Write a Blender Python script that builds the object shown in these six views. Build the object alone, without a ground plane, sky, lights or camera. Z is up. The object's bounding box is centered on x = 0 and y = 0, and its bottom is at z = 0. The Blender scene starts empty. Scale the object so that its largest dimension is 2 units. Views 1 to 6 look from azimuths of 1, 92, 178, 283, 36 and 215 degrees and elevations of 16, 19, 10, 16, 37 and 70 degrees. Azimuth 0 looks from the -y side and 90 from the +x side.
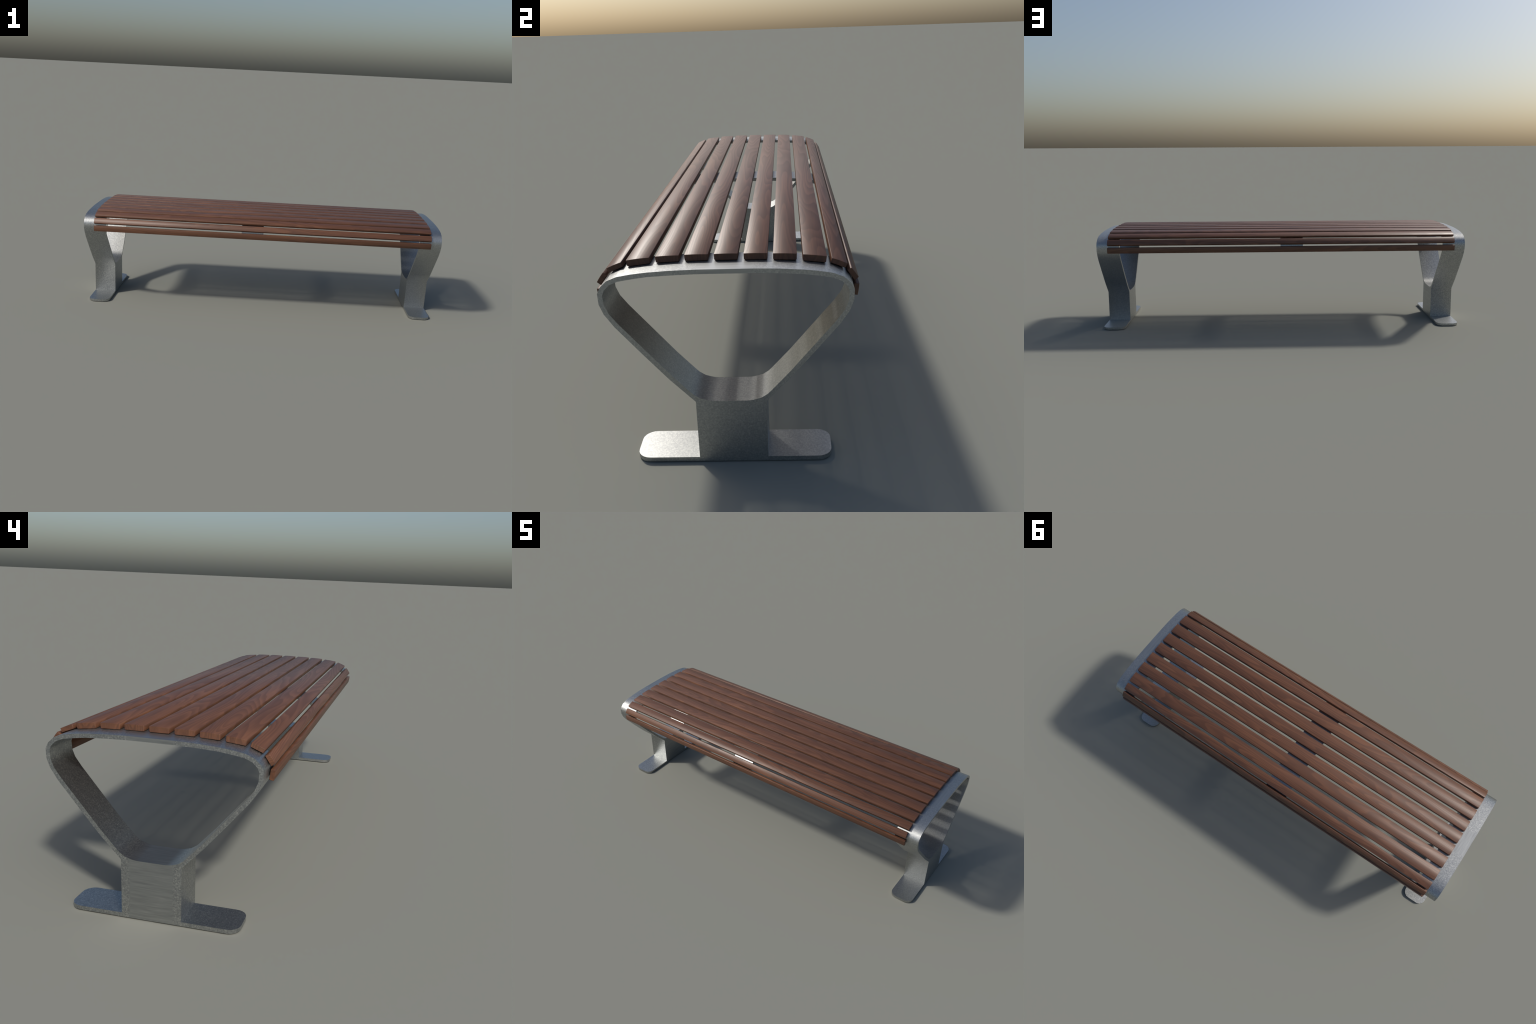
import bpy, bmesh, math
from mathutils import Vector

# ------------------------------------------------------------------ sizes (m)
FRAME_WIDTH = 0.120          # width of the flat steel bar along x
FRAME_EDGE = 1.000           # outer edge of both end frames
PLANK_END = 0.940            # planks stop short of the frame edges
MIDDLE_BAR = (-0.1135, 0.0080)   # the hidden middle carrier sits off centre
POST_HALF = 0.0905
POST_TOP = 0.1795
PLATE_THICK = 0.0125
WOOD_ROUGH = 0.46
CROWN = 20.0                 # shading roll-off across a slat, degrees
ENDS = 16.0                  # shading roll-off towards a slat's ends, degrees

# half profile of the bent flat bar, from the crown down to the post (y, z)
OUTER = [(0.0700, 0.5393), (0.1300, 0.5377), (0.1900, 0.5339), (0.2250, 0.5300),
         (0.2592, 0.5242), (0.2845, 0.5140), (0.3018, 0.4980), (0.3100, 0.4812),
         (0.3092, 0.4540), (0.2997, 0.4275), (0.2775, 0.3935), (0.2160, 0.3190),
         (0.1520, 0.2438), (0.0905, 0.1795)]
INNER = [(0.0700, 0.5275), (0.1300, 0.5257), (0.1870, 0.5226), (0.2235, 0.5178),
         (0.2577, 0.5122), (0.2792, 0.5032), (0.2930, 0.4895), (0.2982, 0.4760),
         (0.2967, 0.4520), (0.2876, 0.4287), (0.2676, 0.4012), (0.2090, 0.3310),
         (0.1510, 0.2615), (0.1050, 0.2110), (0.0940, 0.1998), (0.0781, 0.1892),
         (0.0560, 0.1828), (0.0420, 0.1812)]


# ------------------------------------------------------------------ materials
class Nodes:
    def __init__(self, name):
        self.mat = bpy.data.materials.new(name)
        self.mat.use_nodes = True
        self.nt = self.mat.node_tree
        self.bsdf = self.nt.nodes["Principled BSDF"]

    def add(self, kind, **props):
        n = self.nt.nodes.new(kind)
        for k, v in props.items():
            setattr(n, k, v)
        return n

    def link(self, a, b):
        self.nt.links.new(a, b)

    def put(self, sock, v):
        if hasattr(v, "links"):
            self.link(v, sock)
        else:
            sock.default_value = v

    def math(self, op, a, b=0.0, c=0.0, clamp=False):
        n = self.add("ShaderNodeMath", operation=op, use_clamp=clamp)
        for i, v in enumerate((a, b, c)):
            self.put(n.inputs[i], v)
        return n.outputs[0]

    def step(self, v, lo, hi):
        n = self.add("ShaderNodeMapRange", interpolation_type='SMOOTHSTEP')
        self.put(n.inputs[0], v)
        n.inputs[1].default_value = lo
        n.inputs[2].default_value = hi
        return n.outputs[0]

    def scaled(self, vec, s):
        n = self.add("ShaderNodeVectorMath", operation='MULTIPLY')
        self.link(vec, n.inputs[0])
        n.inputs[1].default_value = s
        return n.outputs[0]

    def noise(self, vec, scale, detail=2.0, rough=0.5, dist=0.0):
        n = self.add("ShaderNodeTexNoise")
        self.link(vec, n.inputs["Vector"])
        n.inputs["Scale"].default_value = scale
        n.inputs["Detail"].default_value = detail
        n.inputs["Roughness"].default_value = rough
        n.inputs["Distortion"].default_value = dist
        return n.outputs["Fac"]

    def ramp(self, fac, stops):
        n = self.add("ShaderNodeValToRGB")
        cr = n.color_ramp
        cr.elements[0].position, cr.elements[0].color = stops[0][0], (*stops[0][1], 1)
        cr.elements[1].position, cr.elements[1].color = stops[-1][0], (*stops[-1][1], 1)
        for p, c in stops[1:-1]:
            e = cr.elements.new(p)
            e.color = (*c, 1)
        self.link(fac, n.inputs[0])
        return n.outputs[0]

    def mix(self, fac, a, b, mode='MIX'):
        n = self.add("ShaderNodeMix", data_type='RGBA', blend_type=mode)
        self.put(n.inputs[0], fac)
        self.put(n.inputs[6], a)
        self.put(n.inputs[7], b)
        return n.outputs[2]


def steel_material():
    m = Nodes("galvanised_steel")
    pos = m.add("ShaderNodeTexCoord").outputs["Object"]
    sep = m.add("ShaderNodeSeparateXYZ")
    m.link(pos, sep.inputs[0])
    x, y, z = sep.outputs
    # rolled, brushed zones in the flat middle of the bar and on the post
    near = m.math('SUBTRACT', 1.0, m.step(m.math('ABSOLUTE', y), 0.060, 0.070))
    where = m.math('MAXIMUM', m.step(z, 0.50, 0.51), m.math('SUBTRACT', 1.0, m.step(x, -0.5, -0.4)))
    streak = m.math('MULTIPLY', near, where)
    # crystalline spangle
    vor = m.add("ShaderNodeTexVoronoi", feature='F1')
    m.link(pos, vor.inputs["Vector"])
    vor.inputs["Scale"].default_value = 300.0
    sepc = m.add("ShaderNodeSeparateColor")
    m.link(vor.outputs["Color"], sepc.inputs[0])
    spangle = m.math('ADD', m.math('MULTIPLY', sepc.outputs[0], 0.5),
                     m.math('MULTIPLY', m.noise(pos, 240.0, 3.0, 0.65), 0.5))
    lines = m.noise(m.scaled(pos, (170.0, 9.0, 170.0)), 1.0, 3.0, 0.7)
    tone = m.add("ShaderNodeMix", data_type='FLOAT')
    m.link(streak, tone.inputs[0])
    m.link(spangle, tone.inputs[2])
    m.link(lines, tone.inputs[3])
    tone = tone.outputs[0]
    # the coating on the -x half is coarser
    coarse = m.math('SUBTRACT', 1.0, m.step(x, -0.5, -0.4))
    gain = m.math('ADD', m.math('MULTIPLY', coarse, 0.45), 0.8)
    tone = m.math('ADD', m.math('MULTIPLY', m.math('SUBTRACT', tone, 0.5), gain),
                  m.math('SUBTRACT', 0.5, m.math('MULTIPLY', coarse, 0.04)))
    col = m.ramp(tone, [(0.15, (0.315, 0.328, 0.331)), (0.5, (0.398, 0.412, 0.411)),
                        (0.68, (0.450, 0.463, 0.455)), (0.90, (0.64, 0.645, 0.61))])
    m.link(col, m.bsdf.inputs["Base Color"])
    m.bsdf.inputs["Metallic"].default_value = 1.0
    rough = m.add("ShaderNodeMapRange")
    m.link(tone, rough.inputs[0])
    rough.inputs[1].default_value, rough.inputs[2].default_value = 0.2, 0.8
    rough.inputs[3].default_value, rough.inputs[4].default_value = 0.43, 0.45
    m.link(rough.outputs[0], m.bsdf.inputs["Roughness"])
    bump = m.add("ShaderNodeBump")
    bump.inputs["Strength"].default_value = 0.05
    bump.inputs["Distance"].default_value = 0.001
    m.link(tone, bump.inputs["Height"])
    m.link(bump.outputs[0], m.bsdf.inputs["Normal"])
    return m.mat


def wood_material():
    m = Nodes("oiled_hardwood")
    pos = m.add("ShaderNodeTexCoord").outputs["Object"]
    rnd = m.add("ShaderNodeObjectInfo").outputs["Random"]
    off = m.add("ShaderNodeCombineXYZ")
    m.put(off.inputs[0], m.math('MULTIPLY', rnd, 37.0))
    m.put(off.inputs[1], m.math('MULTIPLY', rnd, 11.0))
    shift = m.add("ShaderNodeVectorMath", operation='ADD')
    m.link(pos, shift.inputs[0])
    m.link(off.outputs[0], shift.inputs[1])
    p = shift.outputs[0]
    # growth rings: contour lines of a field stretched along the plank
    field = m.noise(m.scaled(p, (1.25, 13.0, 6.0)), 1.0, 1.2, 0.40, 0.15)
    ring = m.math('FRACT', m.math('MULTIPLY', field, 17.0))
    ring_soft = m.math('MULTIPLY', m.step(ring, 0.0, 0.85),
                       m.math('SUBTRACT', 1.0, m.step(ring, 0.88, 1.0)))
    fibre = m.noise(m.scaled(p, (7.0, 380.0, 70.0)), 1.0, 3.0, 0.6)
    patch = m.noise(m.scaled(p, (1.3, 10.0, 6.0)), 1.0, 2.0, 0.5)
    t = m.math('ADD', m.math('MULTIPLY', ring_soft, 0.18),
               m.math('ADD', m.math('MULTIPLY', fibre, 0.40), m.math('MULTIPLY', patch, 0.46)))
    col = m.ramp(t, [(0.31, (0.083, 0.0345, 0.0190)), (0.46, (0.110, 0.0475, 0.0256)),
                     (0.58, (0.134, 0.0570, 0.0302)), (0.76, (0.196, 0.0850, 0.0425))])
    m.link(col, m.bsdf.inputs["Base Color"])
    m.put(m.bsdf.inputs["Roughness"],
          m.math('ADD', m.math('MULTIPLY', ring_soft, -0.03), WOOD_ROUGH + 0.01))
    bump = m.add("ShaderNodeBump")
    bump.inputs["Strength"].default_value = 0.06
    bump.inputs["Distance"].default_value = 0.001
    m.link(t, bump.inputs["Height"])
    m.link(bump.outputs[0], m.bsdf.inputs["Normal"])
    return m.mat


STEEL = steel_material()
WOOD = wood_material()


# ------------------------------------------------------------------ helpers
def new_object(name, mesh, parent, mat=None):
    o = bpy.data.objects.new(name, mesh)
    bpy.context.scene.collection.objects.link(o)
    o.parent = parent
    if mat:
        mesh.materials.append(mat)
    return o


def extrude_outlines(name, loops, x0, x1):
    """Solid between x0 and x1 whose section is bounded by closed (y, z) loops."""
    bm = bmesh.new()
    caps = {}
    for x in (x0, x1):
        edges = []
        rings = []
        for loop in loops:
            vs = [bm.verts.new((x, y, z)) for y, z in loop]
            rings.append(vs)
            edges += [bm.edges.new((vs[i], vs[(i + 1) % len(vs)])) for i in range(len(vs))]
        if len(loops) == 1:
            bm.faces.new(rings[0])
        else:
            bmesh.ops.triangle_fill(bm, edges=edges, use_beauty=True, use_dissolve=False)
        caps[x] = rings
    for a, b in zip(caps[x0], caps[x1]):
        n = len(a)
        for i in range(n):
            j = (i + 1) % n
            bm.faces.new((a[i], a[j], b[j], b[i]))
    bmesh.ops.recalc_face_normals(bm, faces=bm.faces)
    finish(bm, math.radians(34))
    me = bpy.data.meshes.new(name)
    bm.to_mesh(me)
    bm.free()
    return me


def finish(bm, limit):
    for f in bm.faces:
        f.smooth = True
    for e in bm.edges:
        if len(e.link_faces) == 2 and e.calc_face_angle() > limit:
            e.smooth = False


def blend_knee(me):
    """Let the shading run smoothly through the bend between the loop and its post."""
    dy, dz = OUTER[-2][0] - OUTER[-1][0], OUTER[-2][1] - OUTER[-1][1]
    n = Vector((0.0, dz, -dy)).normalized() + Vector((0.0, 1.0, 0.0))
    n.normalize()
    normals = [Vector(c.vector) for c in me.corner_normals]
    for poly in me.polygons:
        if abs(poly.normal.x) > 0.5 or abs(poly.normal.y) < 0.3:
            continue
        for li in poly.loop_indices:
            co = me.vertices[me.loops[li].vertex_index].co
            if abs(co.z - POST_TOP) < 1e-5 and abs(abs(co.y) - POST_HALF) < 1e-5:
                normals[li] = Vector((0.0, math.copysign(n.y, co.y), n.z))
    me.normals_split_custom_set(normals)


def mirrored(half):
    return half + [(-y, z) for y, z in reversed(half)]


def rounded_plate(name, x0, x1, half_y, z0, z1, radius, steps=6):
    bm = bmesh.new()
    outline = []
    for cx, cy, a0 in ((x1 - radius, half_y - radius, 0), (x0 + radius, half_y - radius, 90),
                       (x0 + radius, -half_y + radius, 180), (x1 - radius, -half_y + radius, 270)):
        for k in range(steps + 1):
            a = math.radians(a0 + 90.0 * k / steps)
            outline.append((cx + radius * math.cos(a), cy + radius * math.sin(a)))
    lo = [bm.verts.new((x, y, z0)) for x, y in outline]
    hi = [bm.verts.new((x, y, z1)) for x, y in outline]
    bm.faces.new(hi)
    bm.faces.new(lo[::-1])
    for i in range(len(lo)):
        j = (i + 1) % len(lo)
        bm.faces.new((lo[i], lo[j], hi[j], hi[i]))
    bmesh.ops.recalc_face_normals(bm, faces=bm.faces)
    finish(bm, math.radians(40))
    me = bpy.data.meshes.new(name)
    bm.to_mesh(me)
    bm.free()
    return me


def plank_mesh(name, top_w, low_w, thick, chamfer, crown, crown_deg=CROWN, end_deg=ENDS):
    """Plank along x, long top edges at z = 0, middle of the top raised by the crown."""
    ht, hl = top_w / 2, low_w / 2
    c = chamfer
    r = 0.0010                                   # eased end edges
    e = 0.0004
    # section seen from +x as (y, z) with the angle of its shading normal from +y
    sec = [(-ht, -e), (-ht + e, 0.0)]
    ang = [158, 90 + crown_deg]
    for k in (-2, -1, 0, 1, 2):
        t = k / 3.0
        sec.append(((ht - e) * t, crown * (1 - t * t)))
        ang.append(90 - crown_deg * t)
    sec += [(ht - e, 0.0), (ht, -e),
            (hl, -thick + c), (hl - c, -thick), (-hl + c, -thick), (-hl, -thick + c)]
    ang += [90 - crown_deg, 22, -18, -70, -110, -162]
    L = PLANK_END
    spans = 8
    stations = [(-L, r)] + [((L - r) * (2.0 * k / spans - 1.0), 0.0) for k in range(spans + 1)] + [(L, r)]
    bm = bmesh.new()
    cy, cz = 0.0, -thick / 2
    rings = []
    for x, inset in stations:
        ring = []
        for y, z in sec:
            yy = y - math.copysign(min(inset, abs(y)), y)
            zz = z - math.copysign(inset, z - cz)
            ring.append(bm.verts.new((x, yy, zz)))
        rings.append(ring)
    n = len(sec)
    for a, b in zip(rings, rings[1:]):
        for i in range(n):
            j = (i + 1) % n
            bm.faces.new((a[i], a[j], b[j], b[i]))
    bm.faces.new(rings[0])
    bm.faces.new(rings[-1][::-1])
    bmesh.ops.recalc_face_normals(bm, faces=bm.faces)
    for f in bm.faces:
        f.smooth = True
    bm.verts.index_update()
    me = bpy.data.meshes.new(name)
    bm.to_mesh(me)
    bm.free()
    normals = []
    for poly in me.polygons:
        flat = abs(poly.normal.x) > 0.95
        slope = 0.15 < abs(poly.normal.x) <= 0.95
        for li in poly.loop_indices:
            v = me.loops[li].vertex_index
            a = math.radians(ang[v % n])
            x = me.vertices[v].co.x
            side = Vector((math.tan(math.radians(end_deg)) * x / L, math.cos(a), math.sin(a))).normalized()
            out = Vector((math.copysign(1, x), 0, 0))
            if flat:
                normals.append(out)
            elif slope:
                end = (v // n) in (0, len(stations) - 1)
                normals.append((side * 0.8 + out * 0.6).normalized() if end else side)
            else:
                normals.append(side)
    me.normals_split_custom_set(normals)
    return me


# ------------------------------------------------------------------ the bench
bench = bpy.data.objects.new("park_bench", None)
bpy.context.scene.collection.objects.link(bench)
bench["label"] = "backless park bench, dark wooden slats on two galvanised steel loop legs"
bench["category"] = "bench"

ring_outer = mirrored(OUTER)
ring_inner = mirrored(INNER)

for side in (-1, 1):
    a, b = sorted((side * FRAME_EDGE, side * (FRAME_EDGE - FRAME_WIDTH)))
    post_outline = [(POST_HALF, PLATE_THICK), (POST_HALF, POST_TOP),
                    (-POST_HALF, POST_TOP), (-POST_HALF, PLATE_THICK)]
    leg = new_object("leg", extrude_outlines("leg", [post_outline], a, b), bench, STEEL)
    loop = new_object("support_loop",
                      extrude_outlines("support_loop", [ring_outer, ring_inner], a, b), leg, STEEL)
    blend_knee(leg.data)
    blend_knee(loop.data)
    new_object("foot_plate", rounded_plate("foot_plate", a, b, 0.2578, 0.0, PLATE_THICK, 0.036),
               leg, STEEL)

# middle carrier: same bend, ends behind the lowest slats
out_half = OUTER[:8] + [(0.3089, 0.4480)]
in_half = INNER[:8] + [(0.2964, 0.4480)]
bar_outline = [(-y, z) for y, z in reversed(out_half)] + out_half + \
              list(reversed(in_half)) + [(-y, z) for y, z in in_half]
new_object("cross_bar", extrude_outlines("cross_bar", [bar_outline], *MIDDLE_BAR), bench, STEEL)

# slats: (y, z of the top face's middle, tilt in degrees) on the +y half
wide = plank_mesh("wide_slat", 0.0584, 0.0578, 0.0166, 0.0020, 0.0007)
edge = plank_mesh("edge_slat", 0.0408, 0.0402, 0.0130, 0.0012, 0.0008)
lip = plank_mesh("lip_slat", 0.0312, 0.0332, 0.0130, 0.0010, 0.0006)
apron = plank_mesh("apron_slat", 0.0308, 0.0308, 0.0130, 0.0016, 0.0006)
for me in (wide, edge, lip, apron):
    me.materials.append(WOOD)
SLATS = [(wide, 0.0000, 0.5571, 0.0), (wide, 0.0730, 0.5567, -0.4), (wide, 0.1452, 0.5545, -2.1),
         (wide, 0.2184, 0.5483, -6.3), (edge, 0.2792, 0.5330, -21.8),
         (lip, 0.3171, 0.5015, -55.2), (apron, 0.3259, 0.4562, -97.4)]
for mesh, y, z, tilt in SLATS:
    for s in ((1,) if y == 0 else (1, -1)):
        slat = bpy.data.objects.new("slat", mesh)
        bpy.context.scene.collection.objects.link(slat)
        slat.parent = bench
        slat.location = (0.0, s * y, z)
        slat.rotation_euler = (math.radians(s * tilt), 0.0, 0.0)
